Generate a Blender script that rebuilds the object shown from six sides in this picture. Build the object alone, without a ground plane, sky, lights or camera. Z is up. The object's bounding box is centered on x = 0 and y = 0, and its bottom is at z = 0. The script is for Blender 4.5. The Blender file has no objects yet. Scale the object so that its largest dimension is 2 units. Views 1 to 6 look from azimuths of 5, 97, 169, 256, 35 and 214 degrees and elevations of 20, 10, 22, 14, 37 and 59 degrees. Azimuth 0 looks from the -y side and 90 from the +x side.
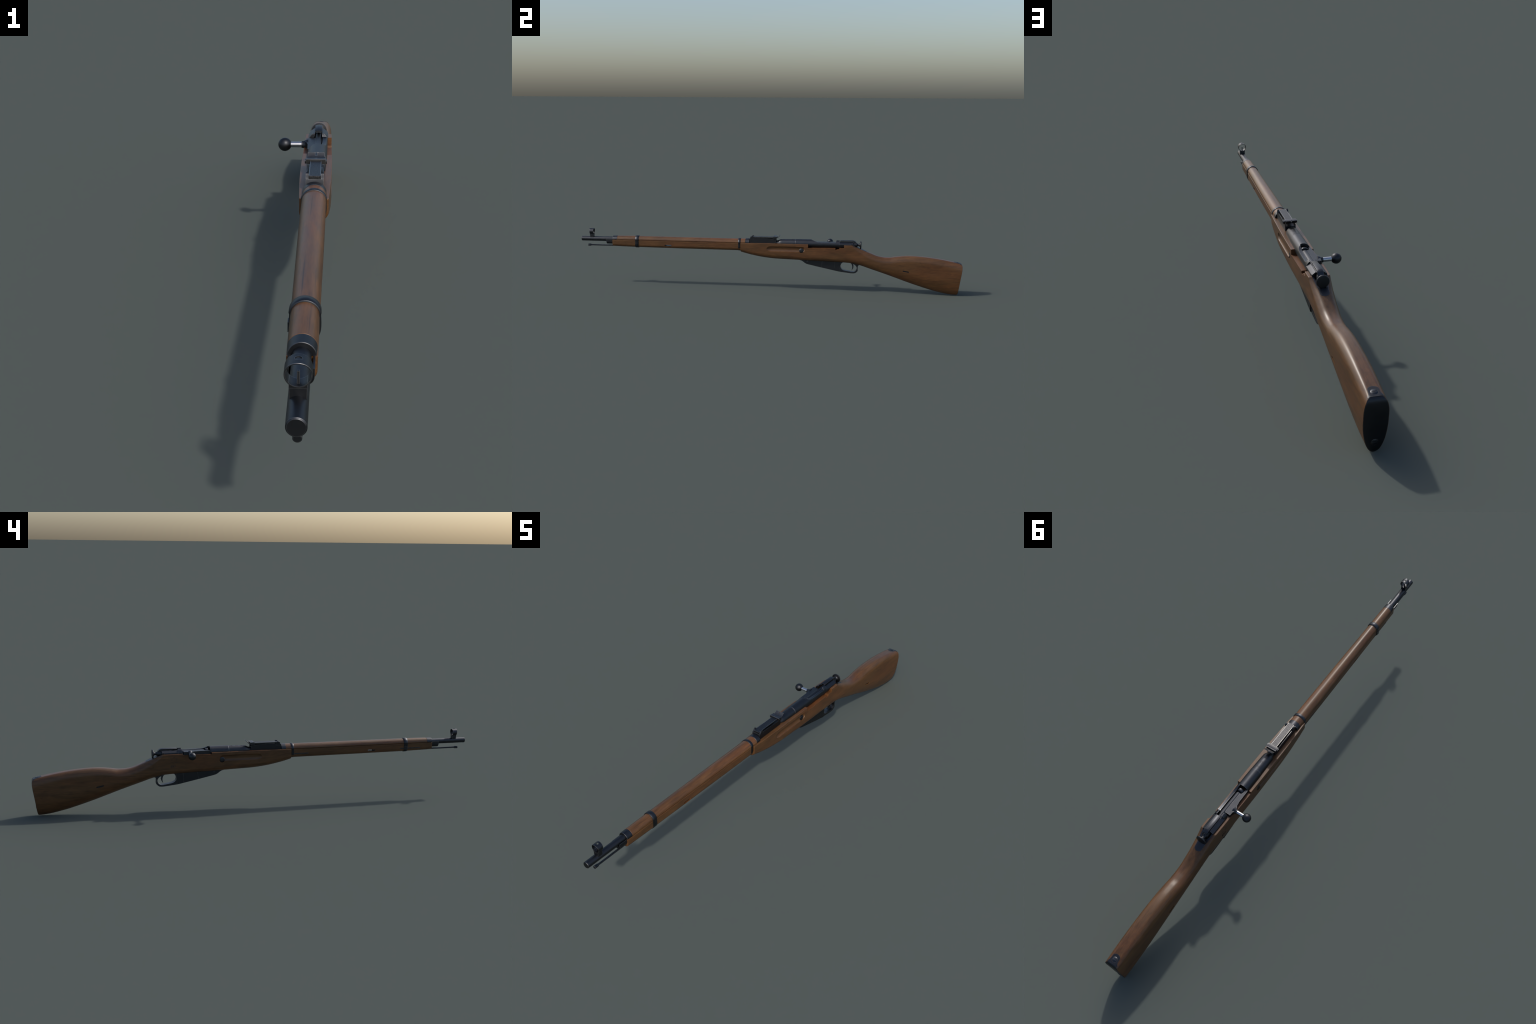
import bpy, bmesh, math, random
from mathutils import Vector
random.seed(7)

# ------------------------------------------------------------------ frame
XC = 0.0314          # the rifle's plane of symmetry (the bolt knob sticks out to -x)
AX = 0.2472          # height of the barrel / bolt axis
# local frame: x across, y along the barrel (muzzle at -1, butt at +1), z up

root = bpy.data.objects.new("bolt_action_rifle", None)
root.location = (XC, 0, 0)
root["label"] = "long wooden bolt-action rifle with blued steel fittings"
root["category"] = "rifle"
bpy.context.scene.collection.objects.link(root)

# ------------------------------------------------------------------ materials
def new_mat(name):
    m = bpy.data.materials.new(name)
    m.use_nodes = True
    nt = m.node_tree
    return m, nt, nt.nodes["Principled BSDF"]

def node(nt, kind, **kw):
    n = nt.nodes.new(kind)
    for k, v in kw.items():
        setattr(n, k, v)
    return n

def noise(nt, coord, scale, detail=4, rough=0.55, mapping=(1, 1, 1), dist=0.0):
    mp = node(nt, "ShaderNodeMapping")
    mp.inputs["Scale"].default_value = mapping
    nt.links.new(coord, mp.inputs["Vector"])
    n = node(nt, "ShaderNodeTexNoise")
    n.inputs["Scale"].default_value = scale
    n.inputs["Detail"].default_value = detail
    n.inputs["Roughness"].default_value = rough
    n.inputs["Distortion"].default_value = dist
    nt.links.new(mp.outputs[0], n.inputs["Vector"])
    return n.outputs["Fac"]

def ramp(nt, fac, stops):
    r = node(nt, "ShaderNodeValToRGB")
    el = r.color_ramp.elements
    while len(el) < len(stops):
        el.new(0.5)
    for e, (p, c) in zip(el, stops):
        e.position = p
        e.color = (*c, 1) if len(c) == 3 else c
    nt.links.new(fac, r.inputs[0])
    return r.outputs[0]

def mix(nt, fac, a, b, mode="MIX"):
    m = node(nt, "ShaderNodeMix", data_type="RGBA", blend_type=mode)
    if isinstance(fac, (int, float)):
        m.inputs[0].default_value = fac
    else:
        nt.links.new(fac, m.inputs[0])
    for i, v in ((6, a), (7, b)):
        if isinstance(v, tuple):
            m.inputs[i].default_value = (*v, 1)
        else:
            nt.links.new(v, m.inputs[i])
    return m.outputs[2]

def math_n(nt, op, a, b=None, clamp=False):
    m = node(nt, "ShaderNodeMath", operation=op, use_clamp=clamp)
    for i, v in enumerate((a, b)):
        if v is None:
            continue
        if isinstance(v, (int, float)):
            m.inputs[i].default_value = v
        else:
            nt.links.new(v, m.inputs[i])
    return m.outputs[0]

def edge_mask(nt, radius, gain):
    """worn outer edges: where the rounded normal leaves the flat one"""
    bv = node(nt, "ShaderNodeBevel", samples=4)
    bv.inputs["Radius"].default_value = radius
    ge = node(nt, "ShaderNodeNewGeometry")
    d = node(nt, "ShaderNodeVectorMath", operation="DOT_PRODUCT")
    nt.links.new(bv.outputs[0], d.inputs[0])
    nt.links.new(ge.outputs["Normal"], d.inputs[1])
    inv = math_n(nt, "SUBTRACT", 1.0, d.outputs["Value"])
    return math_n(nt, "MULTIPLY", inv, gain, clamp=True)

def wood_material(name, dark, mid, light, streak, rough, edge=0.6):
    m, nt, bsdf = new_mat(name)
    tc = node(nt, "ShaderNodeTexCoord").outputs["Object"]
    grain = noise(nt, tc, 1.0, 6, 0.62, (140, 11, 140), 0.6)
    dash = noise(nt, tc, 1.0, 4, 0.6, (330, 34, 330), 0.3)
    patch = noise(nt, tc, 1.0, 5, 0.6, (30, 9, 30), 0.8)
    pores = noise(nt, tc, 1.0, 2, 0.5, (900, 45, 900))
    lines = noise(nt, tc, 1.0, 3, 0.5, (240, 4.0, 240))
    fac = math_n(nt, "ADD", math_n(nt, "MULTIPLY", grain, 0.36), math_n(nt, "MULTIPLY", patch, 0.40))
    fac = math_n(nt, "ADD", fac, math_n(nt, "MULTIPLY", dash, 0.24))
    col = ramp(nt, fac, [(0.36, dark), (0.51, mid), (0.64, light)])
    lm = ramp(nt, lines, [(0.30, (1, 1, 1)), (0.42, (0, 0, 0))])
    col = mix(nt, math_n(nt, "MULTIPLY", lm, streak), col, tuple(c * 0.45 for c in dark))
    pm = ramp(nt, pores, [(0.32, (1, 1, 1)), (0.40, (0, 0, 0))])
    col = mix(nt, math_n(nt, "MULTIPLY", pm, 0.30), col, tuple(c * 0.6 for c in dark))
    # scattered dark scuffs and redder fields
    scuff = ramp(nt, noise(nt, tc, 1.0, 3, 0.65, (48, 22, 48), 1.2), [(0.62, (0, 0, 0)), (0.74, (1, 1, 1))])
    col = mix(nt, math_n(nt, "MULTIPLY", scuff, 0.40), col, tuple(c * 0.55 for c in dark))
    red = ramp(nt, noise(nt, tc, 1.0, 2, 0.5, (18, 5, 18), 0.5), [(0.46, (0, 0, 0)), (0.62, (1, 1, 1))])
    col = mix(nt, math_n(nt, "MULTIPLY", red, 0.55), col, (1.10, 0.90, 0.88), "MULTIPLY")
    em = math_n(nt, "MULTIPLY", edge_mask(nt, 0.0018, 7.0), edge)
    col = mix(nt, em, col, (0.17, 0.066, 0.019))
    nt.links.new(col, bsdf.inputs["Base Color"])
    rr = node(nt, "ShaderNodeMapRange")
    rr.inputs["To Min"].default_value = rough - 0.06
    rr.inputs["To Max"].default_value = rough + 0.08
    nt.links.new(patch, rr.inputs["Value"])
    nt.links.new(rr.outputs[0], bsdf.inputs["Roughness"])
    bsdf.inputs["Specular IOR Level"].default_value = 0.40
    bp = node(nt, "ShaderNodeBump")
    bp.inputs["Strength"].default_value = 0.10
    bp.inputs["Distance"].default_value = 0.0006
    nt.links.new(grain, bp.inputs["Height"])
    nt.links.new(bp.outputs[0], bsdf.inputs["Normal"])
    return m

def steel_material(name, base, worn, rough, edge=0.5, metallic=1.0, speckle=0.0):
    m, nt, bsdf = new_mat(name)
    tc = node(nt, "ShaderNodeTexCoord").outputs["Object"]
    n1 = noise(nt, tc, 45, 5, 0.6)
    n2 = noise(nt, tc, 420, 3, 0.6)
    col = mix(nt, n1, tuple(c * 0.82 for c in base), tuple(c * 1.18 for c in base))
    em = math_n(nt, "MULTIPLY", edge_mask(nt, 0.0012, 6.0), edge)
    em = math_n(nt, "MULTIPLY", em, math_n(nt, "ADD", n1, 0.35), clamp=True)
    col = mix(nt, em, col, worn)
    if speckle:
        sp = ramp(nt, noise(nt, tc, 330, 2, 0.5), [(0.44, (0, 0, 0)), (0.58, (1, 1, 1))])
        col = mix(nt, math_n(nt, "MULTIPLY", sp, speckle), col, tuple(c * 0.45 for c in base))
    nt.links.new(col, bsdf.inputs["Base Color"])
    bsdf.inputs["Metallic"].default_value = metallic
    rr = node(nt, "ShaderNodeMapRange")
    rr.inputs["To Min"].default_value = rough - 0.05
    rr.inputs["To Max"].default_value = rough + 0.07
    nt.links.new(n2, rr.inputs["Value"])
    nt.links.new(rr.outputs[0], bsdf.inputs["Roughness"])
    return m

WOOD = wood_material("oiled_walnut", (0.054, 0.0262, 0.0100), (0.095, 0.0442, 0.0158), (0.133, 0.0610, 0.0210), 0.40, 0.385)
GUARD_WOOD = wood_material("oiled_walnut_handguard", (0.060, 0.0282, 0.0112), (0.103, 0.0470, 0.0172), (0.142, 0.0645, 0.0230), 0.80, 0.37)
BARE = wood_material("bare_cut_wood", (0.066, 0.027, 0.0082), (0.096, 0.039, 0.0120), (0.118, 0.049, 0.0150), 0.3, 0.50)
STEEL = steel_material("blued_steel", (0.051, 0.054, 0.061), (0.34, 0.34, 0.34), 0.43, 0.8)
SIGHT_STEEL = steel_material("blued_steel_leaf", (0.085, 0.086, 0.090), (0.40, 0.39, 0.37), 0.40, 0.9)
BRIGHT = steel_material("polished_steel", (0.50, 0.50, 0.52), (0.60, 0.60, 0.60), 0.24, 0.2)
DULL = steel_material("black_steel", (0.045, 0.047, 0.052), (0.26, 0.26, 0.26), 0.44, 0.7)
LEAF = steel_material("blued_steel_scale", (0.075, 0.076, 0.080), (0.30, 0.29, 0.28), 0.46, 0.5, speckle=0.75)
RIM = steel_material("rubbed_steel", (0.20, 0.20, 0.20), (0.40, 0.39, 0.37), 0.36, 0.8)
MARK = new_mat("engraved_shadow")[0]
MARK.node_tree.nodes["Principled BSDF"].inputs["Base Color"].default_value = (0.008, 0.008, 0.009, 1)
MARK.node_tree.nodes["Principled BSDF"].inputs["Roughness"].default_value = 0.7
STAMP = new_mat("burnt_stamp")[0]
STAMP.node_tree.nodes["Principled BSDF"].inputs["Base Color"].default_value = (0.022, 0.014, 0.010, 1)
STAMP.node_tree.nodes["Principled BSDF"].inputs["Roughness"].default_value = 0.6

# ------------------------------------------------------------------ mesh helpers
def finish(bm, name, mat, parent=None, angle=38, extra_mats=()):
    bmesh.ops.recalc_face_normals(bm, faces=bm.faces[:])
    me = bpy.data.meshes.new(name)
    bm.to_mesh(me)
    bm.free()
    me.materials.append(mat)
    for e in extra_mats:
        me.materials.append(e)
    ob = bpy.data.objects.new(name, me)
    bpy.context.scene.collection.objects.link(ob)
    ob.parent = parent or root
    smooth(me, angle)
    return ob

def smooth(me, angle=38):
    bm = bmesh.new()
    bm.from_mesh(me)
    lim = math.radians(angle)
    for f in bm.faces:
        f.smooth = True
    for e in bm.edges:
        e.smooth = not (len(e.link_faces) == 2 and e.calc_face_angle(0) > lim)
    bm.to_mesh(me)
    bm.free()

def chamfer(bm, width, segs=2, angle=30):
    lim = math.radians(angle)
    ed = [e for e in bm.edges if len(e.link_faces) == 2 and e.calc_face_angle(0) > lim]
    if ed:
        bmesh.ops.bevel(bm, geom=ed, offset=width, segments=segs, profile=0.5, affect="EDGES", clamp_overlap=True)

def loft_bm(loops, cap=True, mirror_cap=False):
    bm = bmesh.new()
    rows = [[bm.verts.new(p) for p in lp] for lp in loops]
    n = len(rows[0])
    for a, b in zip(rows, rows[1:]):
        for i in range(n):
            j = (i + 1) % n
            bm.faces.new((a[i], a[j], b[j], b[i]))
    if cap:
        for r in (rows[0], rows[-1]):
            if mirror_cap:            # loop is symmetric: r[i] mirrors r[n-1-i]
                for i in range(n // 2 - 1):
                    q = [r[i], r[i + 1], r[n - 2 - i], r[n - 1 - i]]
                    bm.faces.new(q)
            else:
                bm.faces.new(r)
    return bm

def revolve_bm(profile, x=0.0, z=AX, axis="y", segs=48, centre_y=0.0):
    """profile: list of (distance along the axis, radius)"""
    bm = bmesh.new()
    rows = []
    for t, r in profile:
        if r < 1e-6:
            p = (x, t, z) if axis == "y" else (t, centre_y, z)
            rows.append([bm.verts.new(p)])
            continue
        row = []
        for k in range(segs):
            a = 2 * math.pi * k / segs
            c, s = r * math.cos(a), r * math.sin(a)
            row.append(bm.verts.new((x + c, t, z + s) if axis == "y" else (t, centre_y + c, z + s)))
        rows.append(row)
    for a, b in zip(rows, rows[1:]):
        for k in range(segs):
            j = (k + 1) % segs
            if len(a) == 1 and len(b) == 1:
                break
            if len(a) == 1:
                bm.faces.new((a[0], b[j], b[k]))
            elif len(b) == 1:
                bm.faces.new((a[k], a[j], b[0]))
            else:
                bm.faces.new((a[k], a[j], b[j], b[k]))
    for r in (rows[0], rows[-1]):
        if len(r) > 1:
            bm.faces.new(r)
    return bm

def extrude_bm(pts, lo, hi, plane="yz"):
    """flat outline pushed along the remaining axis"""
    def put(p, t):
        if plane == "yz":
            return (t, p[0], p[1])
        if plane == "xz":
            return (p[0], t, p[1])
        return (p[0], p[1], t)
    bm = bmesh.new()
    a = [bm.verts.new(put(p, lo)) for p in pts]
    b = [bm.verts.new(put(p, hi)) for p in pts]
    n = len(pts)
    for i in range(n):
        j = (i + 1) % n
        bm.faces.new((a[i], a[j], b[j], b[i]))
    bm.faces.new(a)
    bm.faces.new(b)
    return bm

def box_bm(x0, x1, y0, y1, z0, z1):
    return extrude_bm([(y0, z0), (y1, z0), (y1, z1), (y0, z1)], x0, x1)

def boolean(ob, cutters, op="DIFFERENCE", angle=38):
    mods = []
    for c in cutters:
        md = ob.modifiers.new("cut", "BOOLEAN")
        md.operation = op
        md.solver = "EXACT"
        md.object = c
        md.material_mode = "TRANSFER"
        mods.append(md)
    dg = bpy.context.evaluated_depsgraph_get()
    dg.update()
    me = bpy.data.meshes.new_from_object(ob.evaluated_get(dg))
    ob.modifiers.clear()
    old = ob.data
    ob.data = me
    me.name = old.name
    for c in cutters:
        bpy.data.objects.remove(c)
    smooth(me, angle)

def interp(table, t):
    """smooth (monotone cubic) interpolation in a table of (t, value) control points"""
    if t <= table[0][0]:
        return table[0][1]
    if t >= table[-1][0]:
        return table[-1][1]
    n = len(table)
    for i in range(n - 1):
        if table[i][0] <= t <= table[i + 1][0]:
            break
    def slope(k):
        return (table[k + 1][1] - table[k][1]) / (table[k + 1][0] - table[k][0])
    def tang(k):
        if k == 0:
            return slope(0)
        if k == n - 1:
            return slope(n - 2)
        a, b = slope(k - 1), slope(k)
        return 0 if a * b <= 0 else 2 * a * b / (a + b)
    h = table[i + 1][0] - table[i][0]
    u = (t - table[i][0]) / h
    p0, p1, m0, m1 = table[i][1], table[i + 1][1], tang(i) * h, tang(i + 1) * h
    return ((2*u**3 - 3*u**2 + 1) * p0 + (u**3 - 2*u**2 + u) * m0 + (-2*u**3 + 3*u**2) * p1 + (u**3 - u**2) * m1)

def section(w, zt, zb, trx, trz, brx, brz, nt=10, nb=14, ns=5):
    """symmetric rounded-box section; half loop from top centre to bottom centre, then mirrored"""
    trx, brx = min(trx, w), min(brx, w)
    half = []
    for k in range(4):
        half.append(((w - trx) * (k + 0.02) / 4.0, zt))
    for k in range(nt + 1):
        a = math.pi / 2 * (1 - k / nt)
        half.append((w - trx + trx * math.cos(a), zt - trz + trz * math.sin(a)))
    z0, z1 = zt - trz, zb + brz
    for k in range(1, ns):
        half.append((w, z0 + (z1 - z0) * k / ns))
    for k in range(nb + 1):
        a = math.pi / 2 * k / nb
        half.append((w - brx + brx * math.cos(a), zb + brz - brz * math.sin(a)))
    for k in range(1, 4):
        half.append(((w - brx) * (1 - (k - 0.02) / 3.0) + 0.00002, zb))
    return half + [(-x, z) for x, z in reversed(half)]

# ------------------------------------------------------------------ stock
top_t = [(-0.142, 0.2462), (0.04, 0.2478), (0.20, 0.2474), (0.40, 0.2470), (0.441, 0.2468), (0.447, 0.2440), (0.470, 0.2332), (0.4839, 0.2268),
         (0.5136, 0.2147), (0.5401, 0.2041), (0.5664, 0.1940), (0.590, 0.1886), (0.610, 0.1865), (0.6317, 0.1866),
         (0.664, 0.1911), (0.7125, 0.1962), (0.740, 0.1970), (0.7609, 0.1966), (0.8255, 0.1921), (0.8901, 0.1837),
         (0.9300, 0.1768), (0.9546, 0.1721), (0.9800, 0.1664), (0.9932, 0.1636)]
bot_t = [(-0.142, 0.1984), (-0.0904, 0.1855), (-0.0162, 0.1724), (0.051, 0.1665), (0.1513, 0.1638), (0.25, 0.1612),
         (0.38, 0.1570), (0.430, 0.1535), (0.4788, 0.1428), (0.5355, 0.1242), (0.6344, 0.0915), (0.7332, 0.0569), (0.790, 0.0383),
         (0.8479, 0.0212), (0.8900, 0.0112), (0.9294, 0.0040), (0.9600, 0.0009), (0.9776, 0.0000)]
wid_t = [(-0.142, 0.0293), (-0.06, 0.0322), (0.03, 0.0343), (0.145, 0.0349), (0.25, 0.0343), (0.35, 0.0336), (0.43, 0.0329),
         (0.50, 0.0322), (0.60, 0.0318), (0.70, 0.0318), (0.85, 0.0322), (1.0, 0.0326)]
trx_t = [(-0.142, 0.0012), (0.436, 0.0012), (0.447, 0.008), (0.480, 0.018), (0.53, 0.0235), (0.60, 0.026), (0.72, 0.026), (0.90, 0.021), (1.0, 0.0185)]
trz_t = [(-0.142, 0.0012), (0.436, 0.0012), (0.447, 0.009), (0.480, 0.021), (0.53, 0.030), (0.60, 0.030), (0.72, 0.030), (0.85, 0.032), (0.93, 0.036), (1.0, 0.045)]
brx_t = [(-0.142, 0.024), (0.10, 0.025), (0.20, 0.021), (0.40, 0.021), (0.50, 0.027), (0.60, 0.0295), (0.80, 0.031), (1.0, 0.0326)]
brz_t = [(-0.142, 0.020), (0.05, 0.024), (0.20, 0.020), (0.40, 0.022), (0.50, 0.032), (0.60, 0.040), (0.80, 0.072), (1.0, 0.098)]
rear_t = [(0.0, 0.9764), (0.0095, 0.9800), (0.0632, 0.9876), (0.090, 0.9916), (0.110, 0.9948), (0.127, 0.9972), (0.140, 0.9984), (0.150, 0.9985), (0.158, 0.9962), (0.1645, 0.9915)]

def stock_loop(y, inset=0.0, push=0.0):
    b = max(0.0, (y - 0.72) / 0.28) ** 1.2          # the butt end leans with the butt plate
    lean = lambda z: b * (interp(rear_t, z) - 1.0)
    zt = interp(top_t, y + lean(interp(top_t, y)))
    zb = interp(bot_t, y + lean(0.0))
    w = interp(wid_t, y) + interp([(0.40, 0.0), (0.52, -0.0004)], y)
    sec = section(w - inset, zt - inset, zb + inset, interp(trx_t, y), interp(trz_t, y), interp(brx_t, y), interp(brz_t, y))
    return [(x, y + lean(z) + push, z) for x, z in sec]

# slim fore-end ahead of the rear band
fore_bot = [(-0.828, 0.2107), (-0.69, 0.2078), (-0.142, 0.2050)]
fore_wid = [(-0.828, 0.0203), (-0.70, 0.0207), (-0.26, 0.0238), (-0.142, 0.0242)]
def fore_loop(y, inset=0.0):
    w, zb, zt = interp(fore_wid, y) - 0.0003, interp(fore_bot, y) + 0.0003, 0.2457 - 0.0009 * (y + 0.834) / 0.7
    return [(x, y, z) for x, z in section(w - inset, zt, zb + inset, 0.0011, 0.0011, 0.0150, 0.0145)]

loops = [fore_loop(-0.828, 0.0012), fore_loop(-0.8272, 0.0003), fore_loop(-0.826)]
loops += [fore_loop(-0.826 + 0.6852 * k / 40) for k in range(1, 41)]
ys = [-0.1403, -0.1393] + [-0.138 + 0.574 * k / 90 for k in range(91)] + [0.4385, 0.441, 0.4425, 0.444, 0.447, 0.451, 0.456, 0.462]
ys += [0.468 + 0.532 * k / 110 for k in range(111)]
loops += [stock_loop(y, 0.0010 if i == 0 else 0.0) for i, y in enumerate(ys)]
stock = finish(loft_bm(loops, mirror_cap=True), "stock", WOOD, angle=40)

def stock_top_at(x, y):
    """height of the wood's upper surface at offset x"""
    zt, w, rx, rz = interp(top_t, y), interp(wid_t, y), interp(trx_t, y), interp(trz_t, y)
    u = max(0.0, abs(x) - (w - rx)) / rx
    return zt - rz + rz * math.sqrt(max(0.0, 1 - u * u))

def capsule_bm(y0, y1, z, half_h, depth_x, x, round_front=True, round_rear=True, segs=28):
    """finger groove cutter: a flattened sausage along y"""
    prof = []
    steps = 12
    for k in range(steps + 1):
        a = math.pi / 2 * k / steps
        prof.append((y0 + 0.027 * (1 - math.cos(a)), half_h * math.sin(a)))
    for k in range(steps + 1):
        a = math.pi / 2 * (1 - k / steps)
        prof.append((y1 - half_h * (1 - math.cos(a)), half_h * math.sin(a)))
    bm = revolve_bm([(t, max(r, 0.0)) for t, r in prof], x=0, z=0, segs=segs)
    for v in bm.verts:
        v.co.x = x + v.co.x * depth_x / half_h
        v.co.z += z
    return bm

def rounded_rect(y0, y1, z0, z1, r, n=5):
    pts = []
    for cy, cz, a0 in ((y1 - r, z1 - r, 0), (y0 + r, z1 - r, 90), (y0 + r, z0 + r, 180), (y1 - r, z0 + r, 270)):
        for k in range(n + 1):
            a = math.radians(a0 + 90 * k / n)
            pts.append((cy + r * math.cos(a), cz + r * math.sin(a)))
    return pts

def shear_z(bm, y0, s):
    for v in bm.verts:
        v.co.z += s * (v.co.y - y0)

cut = []
# clearance cut on the left of the receiver, with the small notch behind it
c = extrude_bm([(0.2127, 0.2294), (0.3980, 0.2322), (0.3980, 0.26), (0.2127, 0.26)], 0.010, 0.06)
cut.append(finish(c, "cut", BARE))
cut.append(finish(extrude_bm([(0.3532, 0.2235), (0.3715, 0.2252), (0.3745, 0.235), (0.3532, 0.235)], 0.006, 0.06), "cut", BARE))
# bolt-handle cut on the right
cut.append(finish(extrude_bm([(0.2250, 0.2408), (0.3535, 0.2420), (0.3535, 0.26), (0.2250, 0.26)], -0.06, -0.010), "cut", BARE))
# finger grooves, both sides
for s in (1, -1):
    cut.append(finish(capsule_bm(-0.003, 0.1975 if s > 0 else 0.190, 0.2208, 0.0142, 0.0068, s * 0.0352), "cut", WOOD))
# seats of the cross bolt
for s in (1, -1):
    c = revolve_bm([(s * 0.0285, 0.0118), (s * 0.045, 0.0118)], axis="x", centre_y=0.1787, z=0.2141, segs=40)
    cut.append(finish(c, "cut", WOOD))
# sling slots
cut.append(finish(extrude_bm(rounded_rect(-0.5450, -0.5080, 0.2178, 0.2258, 0.0039), -0.05, 0.05), "cut", BARE))
for s in (1, -1):
    c = extrude_bm(rounded_rect(0.6985, 0.7312, 0.1160, 0.1230, 0.0032), s * 0.020, s * 0.05)
    shear_z(c, 0.715, -0.19)
    cut.append(finish(c, "cut", WOOD))
# well behind the receiver for the cocking piece
cut.append(finish(revolve_bm([(0.40, 0.0175), (0.4620, 0.0175), (0.486, 0.0150)], z=AX + 0.001, segs=40), "cut", BARE))
boolean(stock, cut, angle=40)

# dark bluish insets within the sling slots
finish(extrude_bm(rounded_rect(-0.5430, -0.5100, 0.2160, 0.2186, 0.0008), -0.0165, 0.0165), "dark_slot_inset", STEEL, stock)
for s in (1, -1):
    c = extrude_bm(rounded_rect(0.6975, 0.7320, 0.1160, 0.1232, 0.0030), s * 0.0180, s * 0.0262)
    shear_z(c, 0.715, -0.19)
    finish(c, "dark_slot_inset", DULL, stock)

# burnt inspection stamp on the right of the stock: six-pointed star and number
def stamp_x(y):
    return -(interp(wid_t, y) + 0.00035)
bm = bmesh.new()
outer, inner = [], []
sy, sz = 0.3932, 0.2210
rnd = random.Random(3)
for k in range(12):
    a = math.radians(90 + 30 * k)
    r = (0.0188 if k % 2 == 0 else 0.0108) * rnd.uniform(0.92, 1.06)
    for lst, d in ((outer, 0.0), (inner, 0.0019 if k % 2 == 0 else 0.0012)):
        y, z = sy + (r - d) * math.cos(a) * 0.94, sz + (r - d) * math.sin(a)
        lst.append(bm.verts.new((stamp_x(y), y, z)))
for k in range(12):
    if k in (5, 8):                      # worn-away bits of the stamp
        continue
    j = (k + 1) % 12
    bm.faces.new((outer[k], outer[j], inner[j], inner[k]))
ext = bmesh.ops.extrude_face_region(bm, geom=bm.faces[:])
for v in [g for g in ext["geom"] if isinstance(g, bmesh.types.BMVert)]:
    v.co.x += 0.0008
finish(bm, "stamp_star", STAMP, stock)

def text_mesh(txt, size, depth):
    cu = bpy.data.curves.new("t", "FONT")
    cu.body = txt
    cu.size = size
    cu.align_x = "CENTER"
    cu.align_y = "CENTER"
    cu.extrude = depth
    ob = bpy.data.objects.new("t", cu)
    bpy.context.scene.collection.objects.link(ob)
    dg = bpy.context.evaluated_depsgraph_get()
    dg.update()
    me = bpy.data.meshes.new_from_object(ob.evaluated_get(dg))
    bpy.data.objects.remove(ob)
    return me

me = text_mesh("897", 0.0155, 0.0004)
for v in me.vertices:                    # read from -x: text right -> -y
    x, z, d = v.co.x, v.co.y, v.co.z
    y = 0.397 - x
    v.co = (stamp_x(y) + d, y, 0.1930 + z)
me.materials.append(STAMP)
num = bpy.data.objects.new("stamp_number", me)
bpy.context.scene.collection.objects.link(num)
num.parent = stock

# cross bolt heads
for s in (1, -1):
    x = s * 0.0285
    bm = revolve_bm([(x, 0.0116), (x + s * 0.0026, 0.0116), (x + s * 0.0034, 0.0108), (x + s * 0.0040, 0.0070), (x + s * 0.0042, 0)],
                    axis="x", centre_y=0.1787, z=0.2141, segs=40)
    finish(bm, "cross_bolt", STEEL, stock)

# ------------------------------------------------------------------ handguard
def dome(y, w, h, zb, n=28, p=1.94):
    """upper half-shell section, from +x round the top to -x"""
    pts = []
    for k in range(n + 1):
        a = math.pi * k / n
        c, s = math.cos(a), math.sin(a)
        x = w * math.copysign(abs(c) ** (2 / p), c)
        z = zb + h * abs(s) ** (2 / p)
        if k in (0, n):                  # eased lower edge
            x *= 0.955
        pts.append((x, y, z))
    return pts

hg_wid = [(-0.834, 0.0187), (-0.808, 0.0201), (-0.70, 0.0206), (-0.26, 0.0240), (-0.095, 0.0243)]
hg_top = [(-0.834, 0.2655), (-0.70, 0.2669), (-0.30, 0.2665), (-0.14, 0.2668), (-0.095, 0.2680)]
def hg_loop(y, grow=0.0):
    zb = 0.2470 - 0.0009 * (y + 0.834) / 0.7
    return dome(y, interp(hg_wid, y) + grow, interp(hg_top, y) - zb + grow, zb)

def hg_piece(name, y0, y1, mat, steps, grow=0.0, edge=0.0006):
    grow -= 0.0003
    lp = [hg_loop(y0, grow - edge)] + [hg_loop(y0 + edge + (y1 - y0 - 2 * edge) * k / steps, grow) for k in range(steps + 1)] + [hg_loop(y1, grow - edge)]
    return finish(loft_bm(lp), name, mat, angle=40)

hg = hg_piece("handguard", -0.8030, -0.1160, GUARD_WOOD, 60)
cap_f = hg_piece("handguard_cap", -0.8280, -0.8035, STEEL, 3, 0.0)
cap_r = hg_piece("handguard_cap", -0.1155, -0.0955, STEEL, 3, 0.0006, 0.0004)
boolean(cap_r, [finish(revolve_bm([(-0.112, 0.0175), (-0.09, 0.0175)], z=AX, segs=32), "cut", STEEL)])

# ------------------------------------------------------------------ barrel bands and their springs
def band(y0, y1, t):
    def loop(y, g):
        up = hg_loop(y, g)
        w, zb = interp(fore_wid, y) + g, interp(fore_bot, y) - g
        low = []
        for k in range(1, 24):
            a = math.pi * k / 24
            c, s = math.cos(a), math.sin(a)
            low.append((-w * math.copysign(abs(c) ** (2 / 3.0), c), y, 0.232 - (0.232 - zb) * s ** (2 / 2.2)))
        low[0] = (low[0][0], y, 0.2295)
        low[-1] = (low[-1][0], y, 0.2295)
        return up + low
    e = 0.0007
    return finish(loft_bm([loop(y0, -0.001), loop(y0, t - e), loop(y0 + e, t), loop(y1 - e, t), loop(y1, t - e), loop(y1, -0.001)]),
                  "barrel_band", STEEL, angle=50)
band_f = band(-0.7045, -0.6865, 0.0024)
band_r = band(-0.1535, -0.1412, 0.0016)
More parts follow.
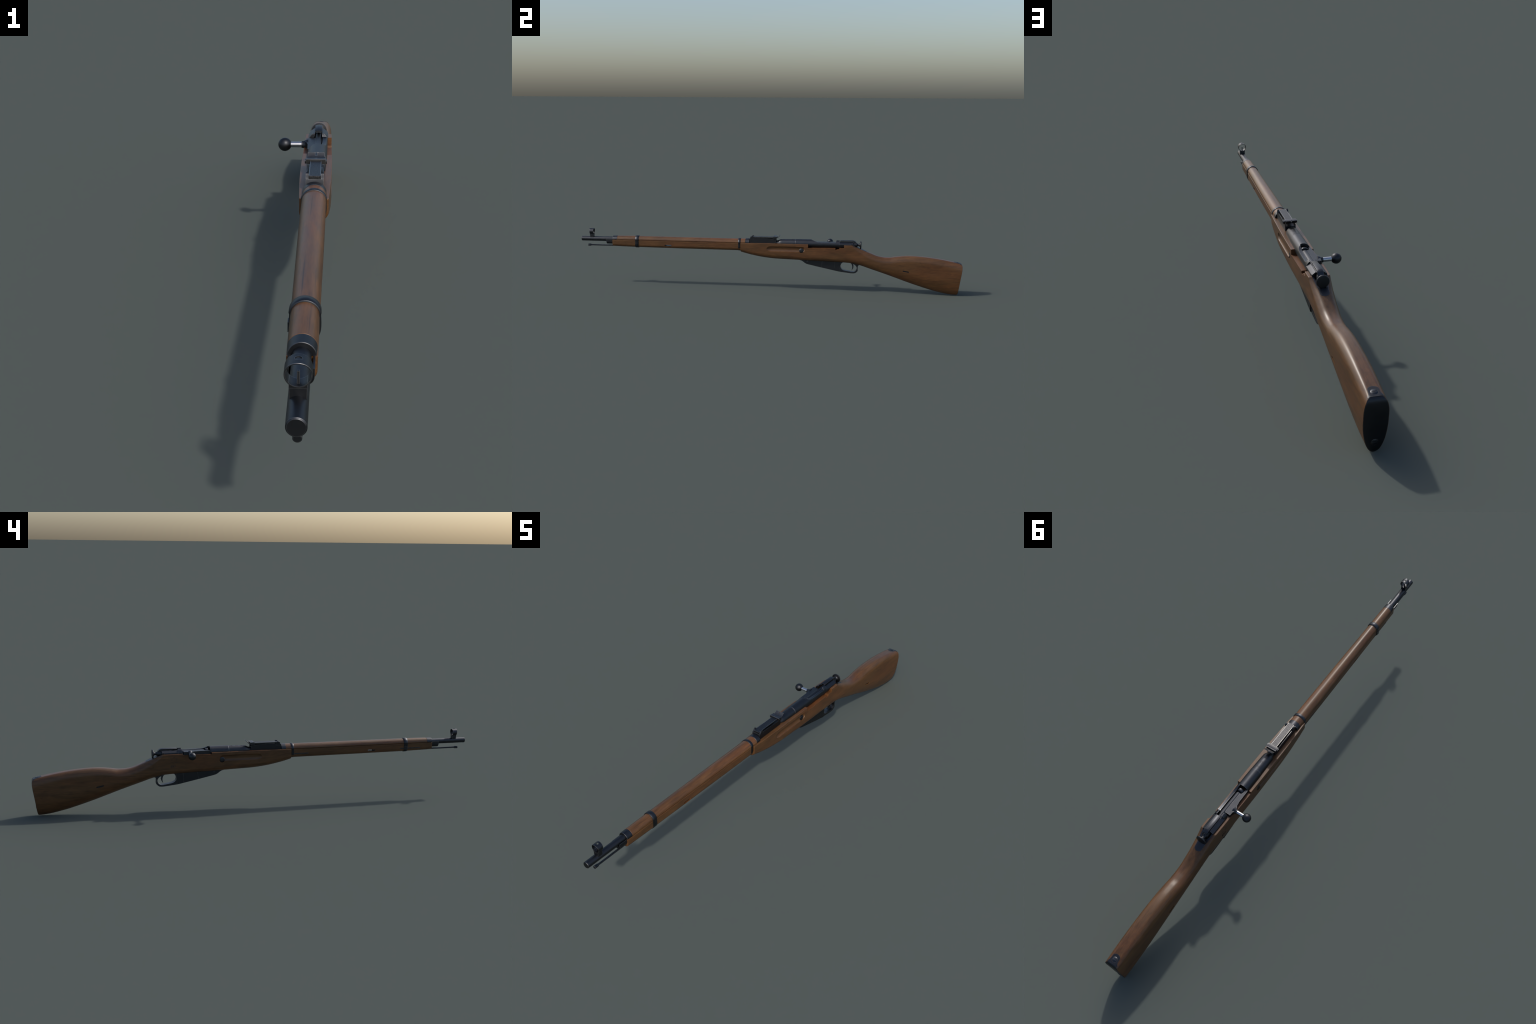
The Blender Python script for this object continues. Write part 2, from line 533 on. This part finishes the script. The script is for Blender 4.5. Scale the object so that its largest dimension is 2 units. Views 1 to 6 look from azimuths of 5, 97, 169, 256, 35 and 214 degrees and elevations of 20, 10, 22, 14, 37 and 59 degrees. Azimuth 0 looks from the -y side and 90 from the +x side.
for yy0, yy1, par in ((-0.7680, -0.6680, band_f), (-0.2215, -0.1500, band_r)):
    w = interp(fore_wid, 0.5 * (yy0 + yy1))
    bm = extrude_bm(rounded_rect(yy0, yy1, 0.2216, 0.2262, 0.0015), -w - 0.0005, -w + 0.003)
    chamfer(bm, 0.0004, 1)
    finish(bm, "band_spring", STEEL, par)
bm = box_bm(-0.0242, -0.018, -0.7030, -0.6880, 0.2195, 0.2345)
chamfer(bm, 0.0010)
finish(bm, "band_catch", STEEL, band_f)

# ------------------------------------------------------------------ barrel, muzzle cap, lug, cleaning rod
bm = revolve_bm([(-1.0, 0.0), (-1.0, 0.0107), (-0.9985, 0.0122), (-0.990, 0.0123), (-0.83, 0.0124), (-0.10, 0.0128), (0.040, 0.0135),
                 (0.052, 0.0140), (0.058, 0.0160), (0.0625, 0.0185), (0.068, 0.0202), (0.078, 0.0208), (0.1440, 0.0224), (0.1448, 0.0218), (0.1456, 0.0224), (0.150, 0.0224)], segs=64)
barrel = finish(bm, "barrel", STEEL)

# nose cap: a trough under the barrel with two rails
prof = []
for k in range(17):
    a = math.pi + math.pi * k / 16
    prof.append((0.0171 * math.copysign(abs(math.cos(a)) ** 0.75, math.cos(a)), 0.2360 + 0.0142 * math.sin(a)))
prof = [(-0.0171, 0.2478)] + prof + [(0.0171, 0.2478), (0.0150, 0.2478), (0.0150, 0.2385), (0.0100, 0.2345), (-0.0100, 0.2345), (-0.0150, 0.2385), (-0.0150, 0.2478)]
bm = extrude_bm(prof, -0.8638, -0.8240, "xz")
for v in bm.verts:
    if v.co.y < -0.85:
        v.co.y += 0.0035 * (0.2478 - v.co.z) / 0.0256
finish(bm, "nose_cap", STEEL)

rod = finish(revolve_bm([(-0.9668, 0), (-0.9668, 0.0048), (-0.9660, 0.0057), (-0.9522, 0.0057), (-0.9512, 0.0050), (-0.9480, 0.0036), (-0.820, 0.0036)],
                        z=0.2132, segs=24), "cleaning_rod", STEEL)

# ------------------------------------------------------------------ front sight
bm = extrude_bm([(-0.0098, 0.2500), (0.0098, 0.2500), (0.0103, 0.2696), (-0.0103, 0.2696)], -0.9524, -0.9346, "xz")
chamfer(bm, 0.0005, 2)
fs = finish(bm, "front_sight", STEEL)
bm = extrude_bm([(-0.0106, 0.2690), (0.0106, 0.2690), (0.0107, 0.2775), (-0.0107, 0.2775)], -0.9532, -0.9342, "xz")
chamfer(bm, 0.0004, 2)
neck = finish(bm, "sight_neck", STEEL, fs)
boolean(neck, [finish(revolve_bm([(-0.97, 0.0146), (-0.92, 0.0146)], z=0.2862, segs=48), "cut", STEEL)])
bm = revolve_bm([(-0.9538, 0.0146), (-0.9538, 0.0157), (-0.9533, 0.0162), (-0.9341, 0.0162), (-0.9336, 0.0157), (-0.9336, 0.0146)], z=0.2862, segs=64)
bm.faces.ensure_lookup_table()
for f in [f for f in bm.faces if len(f.verts) > 4]:
    bm.faces.remove(f)
ends = [e for e in bm.edges if len(e.link_faces) == 1]
bmesh.ops.bridge_loops(bm, edges=ends)
for v in bm.verts:                       # the crown of the hood overhangs fore and aft
    t = max(0.0, (v.co.z - 0.2862) / 0.016)
    v.co.y += (-0.0030 if v.co.y < -0.9437 else 0.0016) * t * t
hood = finish(bm, "sight_hood", STEEL, fs, angle=40)
boolean(hood, [finish(revolve_bm([(0.0, 0.0042), (0.05, 0.0042)], axis="y", x=0, z=0, segs=24), "cut", STEEL)] if False else
        [finish(extrude_bm([(0.0044 * math.cos(2 * math.pi * k / 24), -0.9437 + 0.0044 * math.sin(2 * math.pi * k / 24)) for k in range(24)], 0.295, 0.31, "xy"), "cut", STEEL)])
bm = extrude_bm([(-0.9470, 0.270), (-0.9400, 0.270), (-0.9415, 0.2868), (-0.9455, 0.2868)], -0.0016, 0.0016)
chamfer(bm, 0.0004, 1)
finish(bm, "sight_post", STEEL, fs)

# ------------------------------------------------------------------ rear sight
rs = extrude_bm([(-0.0925, 0.2455), (-0.0925, 0.2712), (-0.0920, 0.2719), (-0.0690, 0.2719), (-0.0640, 0.2742), (-0.030, 0.2735),
                 (0.0, 0.2722), (0.020, 0.2705), (0.0445, 0.2690), (0.0445, 0.2455)], -0.0178, 0.0178)
chamfer(rs, 0.0005, 1, 40)
rs = finish(rs, "rear_sight", DULL)
# trough between the side walls, under the leaf
boolean(rs, [finish(extrude_bm([(-0.064, 0.2660), (0.06, 0.2620), (0.06, 0.29), (-0.064, 0.29)], -0.0158, 0.0158), "cut", DULL)])
for s in (1, -1):                        # pivot ears
    ear = [(-0.0918, 0.2640), (-0.0908, 0.2705), (-0.0878, 0.2752), (-0.0850, 0.2780), (-0.0830, 0.2815), (-0.0790, 0.2831), (-0.0748, 0.2817), (-0.0716, 0.2778), (-0.0700, 0.2640)]
    bm = extrude_bm(ear, *((0.0128, 0.0180) if s > 0 else (-0.0180, -0.0128)))
    chamfer(bm, 0.0006, 2, 40)
    finish(bm, "sight_pivot", DULL, rs)
leaf_prof = [(-0.0905, 0.2715), (-0.0905, 0.2778), (-0.0897, 0.2786), (0.036, 0.2792), (0.036, 0.2745)]
bm = extrude_bm(leaf_prof, -0.0118, 0.0118)
leaf = finish(bm, "sight_leaf", LEAF, rs)
for s in (1, -1):                        # raised rims along the leaf
    bm = extrude_bm([(-0.0880, 0.2770), (-0.0880, 0.2792), (0.033, 0.2798), (0.033, 0.2772)], s * 0.0108, s * 0.0120)
    finish(bm, "leaf_rim", RIM, leaf)
# curved up tail of the leaf, with the notch
tail = [(0.036, 0.2790), (0.046, 0.2780), (0.0530, 0.2800), (0.0590, 0.2842), (0.0645, 0.2897), (0.0662, 0.2888), (0.0612, 0.2826), (0.0545, 0.2770), (0.046, 0.2735), (0.036, 0.2735)]
bm = extrude_bm(tail, -0.0180, 0.0180)
tl = finish(bm, "notch_plate", SIGHT_STEEL, leaf, angle=30)
boolean(tl, [finish(extrude_bm([(-0.0022, 0.2838), (0.0022, 0.2838), (0.0022, 0.30), (-0.0022, 0.30)], 0.052, 0.075, "xz"), "cut", STEEL)], angle=30)
# slider
bm = extrude_bm([(0.0290, 0.2722), (0.0290, 0.2822), (0.0305, 0.2836), (0.0400, 0.2838), (0.0445, 0.2826), (0.0480, 0.2842), (0.0492, 0.2832), (0.0455, 0.2790), (0.0425, 0.2722)], -0.0205, 0.0205)
chamfer(bm, 0.0006, 2, 40)
slider = finish(bm, "sight_slider", SIGHT_STEEL, rs)
for s in (1, -1):
    bm = extrude_bm(rounded_rect(0.0300, 0.0425, 0.2728, 0.2808, 0.0020), s * 0.0195, s * 0.0238)
    chamfer(bm, 0.0006, 2, 40)
    finish(bm, "slider_button", STEEL, slider)

# ------------------------------------------------------------------ receiver
bm = revolve_bm([(0.1460, 0.0222), (0.1464, 0.0230), (0.2350, 0.0233), (0.3735, 0.0233)], segs=72)
rec = finish(bm, "receiver", STEEL, angle=40)
bridge = extrude_bm([(-0.0150, 0.2290), (0.0150, 0.2290), (0.0210, 0.2370), (0.0236, 0.2455), (0.0238, 0.2515), (0.0232, 0.2528), (0.0126, 0.2606), (0.0112, 0.2613), (-0.0112, 0.2613), (-0.0126, 0.2606), (-0.0232, 0.2528), (-0.0238, 0.2515), (-0.0236, 0.2455), (-0.0210, 0.2370)],
                    0.3725, 0.4434, "xz")
boolean(rec, [finish(bridge, "cut", STEEL)], "UNION", angle=35)
cuts = [
    finish(revolve_bm([(0.205, 0.0155), (0.50, 0.0155)], segs=48), "cut", STEEL),
    # open top: the left wall dips in a long curve
    finish(extrude_bm([(0.2302, 0.32), (0.2302, 0.2712), (0.2345, 0.2692), (0.2430, 0.2650), (0.2530, 0.2612), (0.2640, 0.2590), (0.30, 0.2580), (0.3480, 0.2578), (0.3535, 0.2592), (0.3555, 0.2640), (0.3575, 0.2660), (0.3580, 0.32)], -0.05, 0.05), "cut", STEEL),
    # open right side
    finish(box_bm(-0.05, 0.0100, 0.2298, 0.3560, 0.2420, 0.30), "cut", STEEL),
    # slot the cocking piece slides in
    finish(box_bm(-0.0096, 0.0096, 0.3560, 0.50, 0.2420, 0.30), "cut", STEEL),
    # step at the rear of each bridge side
    finish(box_bm(0.0225, 0.05, 0.4330, 0.50, 0.2200, 0.30), "cut", STEEL),
    finish(box_bm(-0.05, -0.0225, 0.4330, 0.50, 0.2200, 0.30), "cut", STEEL),
    # top of the bridge cut level ahead of the flats
    finish(box_bm(-0.05, 0.05, 0.3500, 0.3740, 0.2668, 0.30), "cut", STEEL),
]
boolean(rec, cuts, angle=35)

# tang: tongue let into the top of the wrist
rows = []
for k in range(26):
    t = k / 25
    y = 0.436 + (0.5140 - 0.436) * t
    w = interp([(0.436, 0.0215), (0.455, 0.0205), (0.475, 0.0175), (0.490, 0.0152), (0.499, 0.0143)], y)
    if y > 0.499:
        w = 0.0143 * max(0.0, 1 - ((y - 0.499) / 0.0151) ** 2.4) ** (1 / 2.4) + 0.0004
    zt = interp(top_t, y) + 0.0011
    ring = [(w * (q / 6 - 1), y, stock_top_at(w * (q / 6 - 1), y) + 0.0008) for q in range(13)]
    ring += [(w, y, zt - 0.012), (-w, y, zt - 0.012)]
    rows.append(ring)
tang = finish(loft_bm(rows), "tang", STEEL, rec, angle=40)
boolean(tang, [finish(revolve_bm([(0.40, 0.0165), (0.4600, 0.0165), (0.484, 0.0140)], z=AX + 0.001, segs=40), "cut", STEEL)])

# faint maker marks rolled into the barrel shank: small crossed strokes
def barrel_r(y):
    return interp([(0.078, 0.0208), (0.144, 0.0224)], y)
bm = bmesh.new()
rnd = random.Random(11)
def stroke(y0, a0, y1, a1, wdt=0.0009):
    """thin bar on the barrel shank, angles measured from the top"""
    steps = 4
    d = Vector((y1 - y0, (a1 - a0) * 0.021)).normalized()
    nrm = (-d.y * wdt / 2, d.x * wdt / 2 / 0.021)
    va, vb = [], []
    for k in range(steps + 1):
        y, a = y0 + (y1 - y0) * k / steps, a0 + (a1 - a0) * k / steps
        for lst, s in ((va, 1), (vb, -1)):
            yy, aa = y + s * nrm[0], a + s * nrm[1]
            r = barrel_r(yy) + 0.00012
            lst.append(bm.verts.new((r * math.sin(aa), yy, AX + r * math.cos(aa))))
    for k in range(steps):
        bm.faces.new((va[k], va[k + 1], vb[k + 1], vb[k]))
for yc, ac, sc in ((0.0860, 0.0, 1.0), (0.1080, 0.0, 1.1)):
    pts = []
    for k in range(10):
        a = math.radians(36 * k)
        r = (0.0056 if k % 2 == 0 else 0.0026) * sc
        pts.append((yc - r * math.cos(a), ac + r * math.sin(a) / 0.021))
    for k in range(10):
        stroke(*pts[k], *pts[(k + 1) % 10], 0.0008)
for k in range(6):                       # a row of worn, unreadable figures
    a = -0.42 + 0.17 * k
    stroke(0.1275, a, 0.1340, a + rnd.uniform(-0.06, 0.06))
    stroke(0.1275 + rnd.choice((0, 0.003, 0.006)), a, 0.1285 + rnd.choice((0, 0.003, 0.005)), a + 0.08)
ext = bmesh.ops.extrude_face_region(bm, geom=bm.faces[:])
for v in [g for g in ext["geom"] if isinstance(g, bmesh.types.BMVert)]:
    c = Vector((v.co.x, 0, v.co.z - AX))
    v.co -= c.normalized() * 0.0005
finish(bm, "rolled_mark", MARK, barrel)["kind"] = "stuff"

# ------------------------------------------------------------------ bolt
bolt = finish(revolve_bm([(0.2500, 0.0), (0.2500, 0.0105), (0.2560, 0.0105), (0.2562, 0.0122), (0.2570, 0.0130), (0.45, 0.0130), (0.45, 0)],
                         z=AX - 0.0021, segs=48), "bolt", STEEL)
finish(revolve_bm([(0.2350, 0.0), (0.2350, 0.0120), (0.2366, 0.0132), (0.2385, 0.0150), (0.2400, 0.0156), (0.2492, 0.0156), (0.2502, 0.0150), (0.2504, 0.0)],
                  z=AX - 0.0003, segs=48), "bolt_head", STEEL, bolt)
outline = [(-0.0060, 0.2565), (-0.0125, 0.2560), (-0.0130, 0.2505), (-0.0155, 0.2500), (-0.0150, 0.2330), (-0.0165, 0.2315), (-0.0225, 0.2315), (-0.0238, 0.2345),
           (-0.0245, 0.2880), (-0.0262, 0.2925), (-0.0268, 0.3020), (-0.0300, 0.3080), (-0.0318, 0.3110), (-0.0320, 0.3300), (-0.0296, 0.3340), (-0.0290, 0.3490), (-0.0080, 0.3490), (-0.0060, 0.3450)]
bm = extrude_bm(outline, 0.2415, 0.2572, "xy")
for v in bm.verts:                       # top of the rib falls away outward
    if v.co.z > 0.25:
        v.co.z -= max(0.0, (-v.co.x - 0.010)) * 0.06
chamfer(bm, 0.0008, 2)
finish(bm, "bolt_rib", STEEL, bolt)
bm = revolve_bm([(-0.0240, 0.0135), (-0.0300, 0.0118), (-0.0345, 0.0092), (-0.0372, 0.0086), (-0.0400, 0.0086), (-0.0408, 0.0076)], axis="x", centre_y=0.3206, z=AX - 0.0004, segs=40)
handle = finish(bm, "bolt_handle_root", STEEL, bolt)
finish(revolve_bm([(-0.0380, 0.0070), (-0.0400, 0.0071), (-0.0720, 0.0069)], axis="x", centre_y=0.3206, z=AX - 0.0004, segs=40), "bolt_handle", BRIGHT, bolt)
R, bx = 0.01655, -0.0819
prof = [(bx + R * math.cos(math.pi * k / 24), R * math.sin(math.pi * k / 24)) for k in range(25)]
prof[0] = (bx + R, 0); prof[-1] = (bx - R, 0)
finish(revolve_bm(prof, axis="x", centre_y=0.3206, z=AX - 0.0004, segs=48), "bolt_knob", DULL, bolt)

# cocking piece: strap over the bolt, body, knob
strap = [(0.3775, 0.2650), (0.3775, 0.2690), (0.3790, 0.2700), (0.4430, 0.2705), (0.4490, 0.2693), (0.4545, 0.2658), (0.4590, 0.2608), (0.4615, 0.2555), (0.4618, 0.2470), (0.4460, 0.2470), (0.4460, 0.2635), (0.4420, 0.2650)]
crown = lambda u, z: z - 0.0016 * u * u * max(0.0, min(1.0, (z - 0.2652) / 0.003))
bm = loft_bm([[(0.0088 * u, y, crown(u, z)) for y, z in strap] for u in [k / 5 - 1 for k in range(11)]])
chamfer(bm, 0.0009, 2, 50)
cock = finish(bm, "cocking_piece", STEEL)
finish(revolve_bm([(0.40, 0.0), (0.40, 0.0126), (0.4606, 0.0126), (0.4620, 0.0114), (0.4622, 0.0092), (0.4660, 0.0072), (0.4690, 0.0062), (0.4735, 0.0066), (0.4770, 0.0086),
                   (0.4788, 0.0118), (0.4799, 0.0160), (0.4804, 0.0190), (0.4818, 0.0198), (0.4840, 0.0196), (0.4854, 0.0186), (0.4860, 0.0150), (0.4862, 0.0)],
                  z=AX - 0.0004, segs=56), "cocking_knob", DULL, cock)  # darker steel chosen to deepen the occluded front of the knob

# ------------------------------------------------------------------ magazine and trigger guard
mag_prof = [(0.1700, 0.1700), (0.1700, 0.1625), (0.1780, 0.1602), (0.1850, 0.1562), (0.1950, 0.1486), (0.2032, 0.1440), (0.2130, 0.1412), (0.2816, 0.1263), (0.3480, 0.1126), (0.3796, 0.1062), (0.3796, 0.1700)]
bm = extrude_bm(mag_prof, -0.0146, 0.0146)
chamfer(bm, 0.0014, 2, 40)
mag = finish(bm, "magazine", DULL)
for y0, y1 in ((0.2822, 0.2866), (0.3470, 0.3510), (0.3772, 0.3802)):   # pressed seams of the box
    lean = 0.004
    bm = extrude_bm([(y0 + lean, 0.165), (y0, interp([(0.2130, 0.1408), (0.2816, 0.1259), (0.3480, 0.1122), (0.3796, 0.1058), (0.39, 0.104)], y0) + 0.0006),
                     (y0 + 0.0012, interp([(0.2130, 0.1408), (0.2816, 0.1259), (0.3480, 0.1122), (0.3796, 0.1058), (0.39, 0.104)], y0 + 0.0012) + 0.0006), (y0 + lean + 0.0012, 0.165)],
                    -0.0150, 0.0150)
    finish(bm, "magazine_seam", DULL, mag)
for s in (1, -1):
    finish(revolve_bm([(s * 0.0140, 0.0046), (s * 0.0152, 0.0046), (s * 0.0156, 0.0036), (s * 0.0156, 0)], axis="x", centre_y=0.2110, z=0.1555, segs=24), "magazine_screw", STEEL, mag)

def smooth_closed(pts, sub=6):
    out = []
    n = len(pts)
    for i in range(n):
        p0, p1, p2, p3 = (Vector(pts[(i + k - 1) % n]) for k in range(4))
        for k in range(sub):
            t = k / sub
            out.append(tuple(0.5 * ((2 * p1) + (p2 - p0) * t + (2 * p0 - 5 * p1 + 4 * p2 - p3) * t * t + (3 * p1 - p0 - 3 * p2 + p3) * t ** 3)))
    return out

guard_out = [(0.3780, 0.1620), (0.3780, 0.1051), (0.3830, 0.1043), (0.4200, 0.1000), (0.4370, 0.0984), (0.4480, 0.0984), (0.4570, 0.1004), (0.4640, 0.1060), (0.4688, 0.1118), (0.4690, 0.1160),
             (0.4682, 0.1260), (0.4690, 0.1350), (0.4722, 0.1410), (0.4800, 0.1432), (0.4990, 0.1380), (0.4990, 0.1480), (0.4600, 0.1620)]
GDY, GDZ = 0.0012, 0.0010
bm = extrude_bm([(y + (GDY if y > 0.39 else 0), z + (GDZ if z < 0.145 else 0)) for y, z in guard_out], -0.0120, 0.0120)
guard = finish(bm, "trigger_guard", STEEL, angle=30)
hole = smooth_closed([(0.3806, 0.1320), (0.3850, 0.1480), (0.3935, 0.1548), (0.4040, 0.1562), (0.4200, 0.1545), (0.4400, 0.1485), (0.4540, 0.1420), (0.4625, 0.1310), (0.4618, 0.1195), (0.4545, 0.1095),
                      (0.4430, 0.1062), (0.4220, 0.1088), (0.3990, 0.1128), (0.3870, 0.1195)])
boolean(guard, [finish(extrude_bm([(y + GDY * min(1.0, max(0.0, (y - 0.38) / 0.02)), z + GDZ) for y, z in hole], -0.03, 0.03), "cut", STEEL)], angle=30)
blade_f = [(0.4240, 0.1570), (0.4330, 0.1510), (0.4385, 0.1440), (0.4412, 0.1350), (0.4412, 0.1260), (0.4385, 0.1150)]
blade_r = [(0.4392, 0.1142), (0.4448, 0.1220), (0.4478, 0.1310), (0.4475, 0.1400), (0.4435, 0.1490), (0.4380, 0.1570)]
bm = extrude_bm(blade_f + blade_r, -0.0050, 0.0050)
chamfer(bm, 0.0010, 2, 40)
finish(bm, "trigger", STEEL, guard, angle=50)

# ------------------------------------------------------------------ butt plate
end = lambda inset, push: stock_loop(1.0, inset, push)
bp = loft_bm([end(0.0010, -0.003), end(0.0006, 0.0002), end(0.0012, 0.0009), end(0.0026, 0.0011)], mirror_cap=True)
plate = finish(bp, "butt_plate", DULL, angle=40)
rows = []
for k in range(22):
    t = k / 21
    y = 0.9580 + (0.9925 - 0.9580) * t
    w = interp([(0.9580, 0.0143), (0.9780, 0.0150), (0.9860, 0.0175), (0.9925, 0.0240)], y)
    if y < 0.9690:
        w = 0.0145 * math.sqrt(max(0.0, 1 - ((0.9690 - y) / 0.0111) ** 2)) + 0.0003
    zt = interp(top_t, y) + 0.0010
    ring = [(w * (q / 6 - 1), y, stock_top_at(w * (q / 6 - 1), y) + 0.0007) for q in range(13)]
    ring += [(w, y, zt - 0.012), (-w, y, zt - 0.012)]
    rows.append(ring)
tang_b = finish(loft_bm(rows), "butt_plate_tang", DULL, plate, angle=40)

def slotted_screw(name, centre, normal_tilt, r, parent, mat, seat_in):
    """domed slotted screw head, built along +z then tilted back about x"""
    bm = revolve_bm([(-0.0015, r), (0.0002, r), (0.0012, r * 0.82), (0.0020, r * 0.45), (0.0022, 0)], x=0, z=0, segs=32)
    for v in bm.verts:                   # y-axis -> z-axis
        v.co = Vector((v.co.x, -v.co.z, v.co.y))
    ob = finish(bm, name, mat, parent)
    sl = box_bm(-0.05, 0.05, -r * 0.12, r * 0.12, 0.0008, 0.01)
    boolean(ob, [finish(sl, "cut", mat)])
    ca, sa = math.cos(normal_tilt), math.sin(normal_tilt)
    def place(me):
        for v in me.vertices:
            x, y, z = v.co
            v.co = (centre[0] + x, centre[1] + y * ca + z * sa, centre[2] - y * sa + z * ca)
    place(ob.data)
    # countersunk seat
    bm = revolve_bm([(-0.0010, r + 0.0008), (0.01, r + 0.0008)], x=0, z=0, segs=32)
    for v in bm.verts:
        v.co = Vector((v.co.x, -v.co.z, v.co.y))
    seat = finish(bm, "cut", mat)
    place(seat.data)
    boolean(seat_in, [seat])
    return ob
slotted_screw("butt_screw", (0, 0.9772, interp(top_t, 0.9772) + 0.0006), 0.23, 0.0093, plate, STEEL, tang_b)
slotted_screw("butt_screw", (0.0, interp(rear_t, 0.0330) + 0.0010, 0.0330), math.radians(100), 0.0090, plate, STEEL, plate)
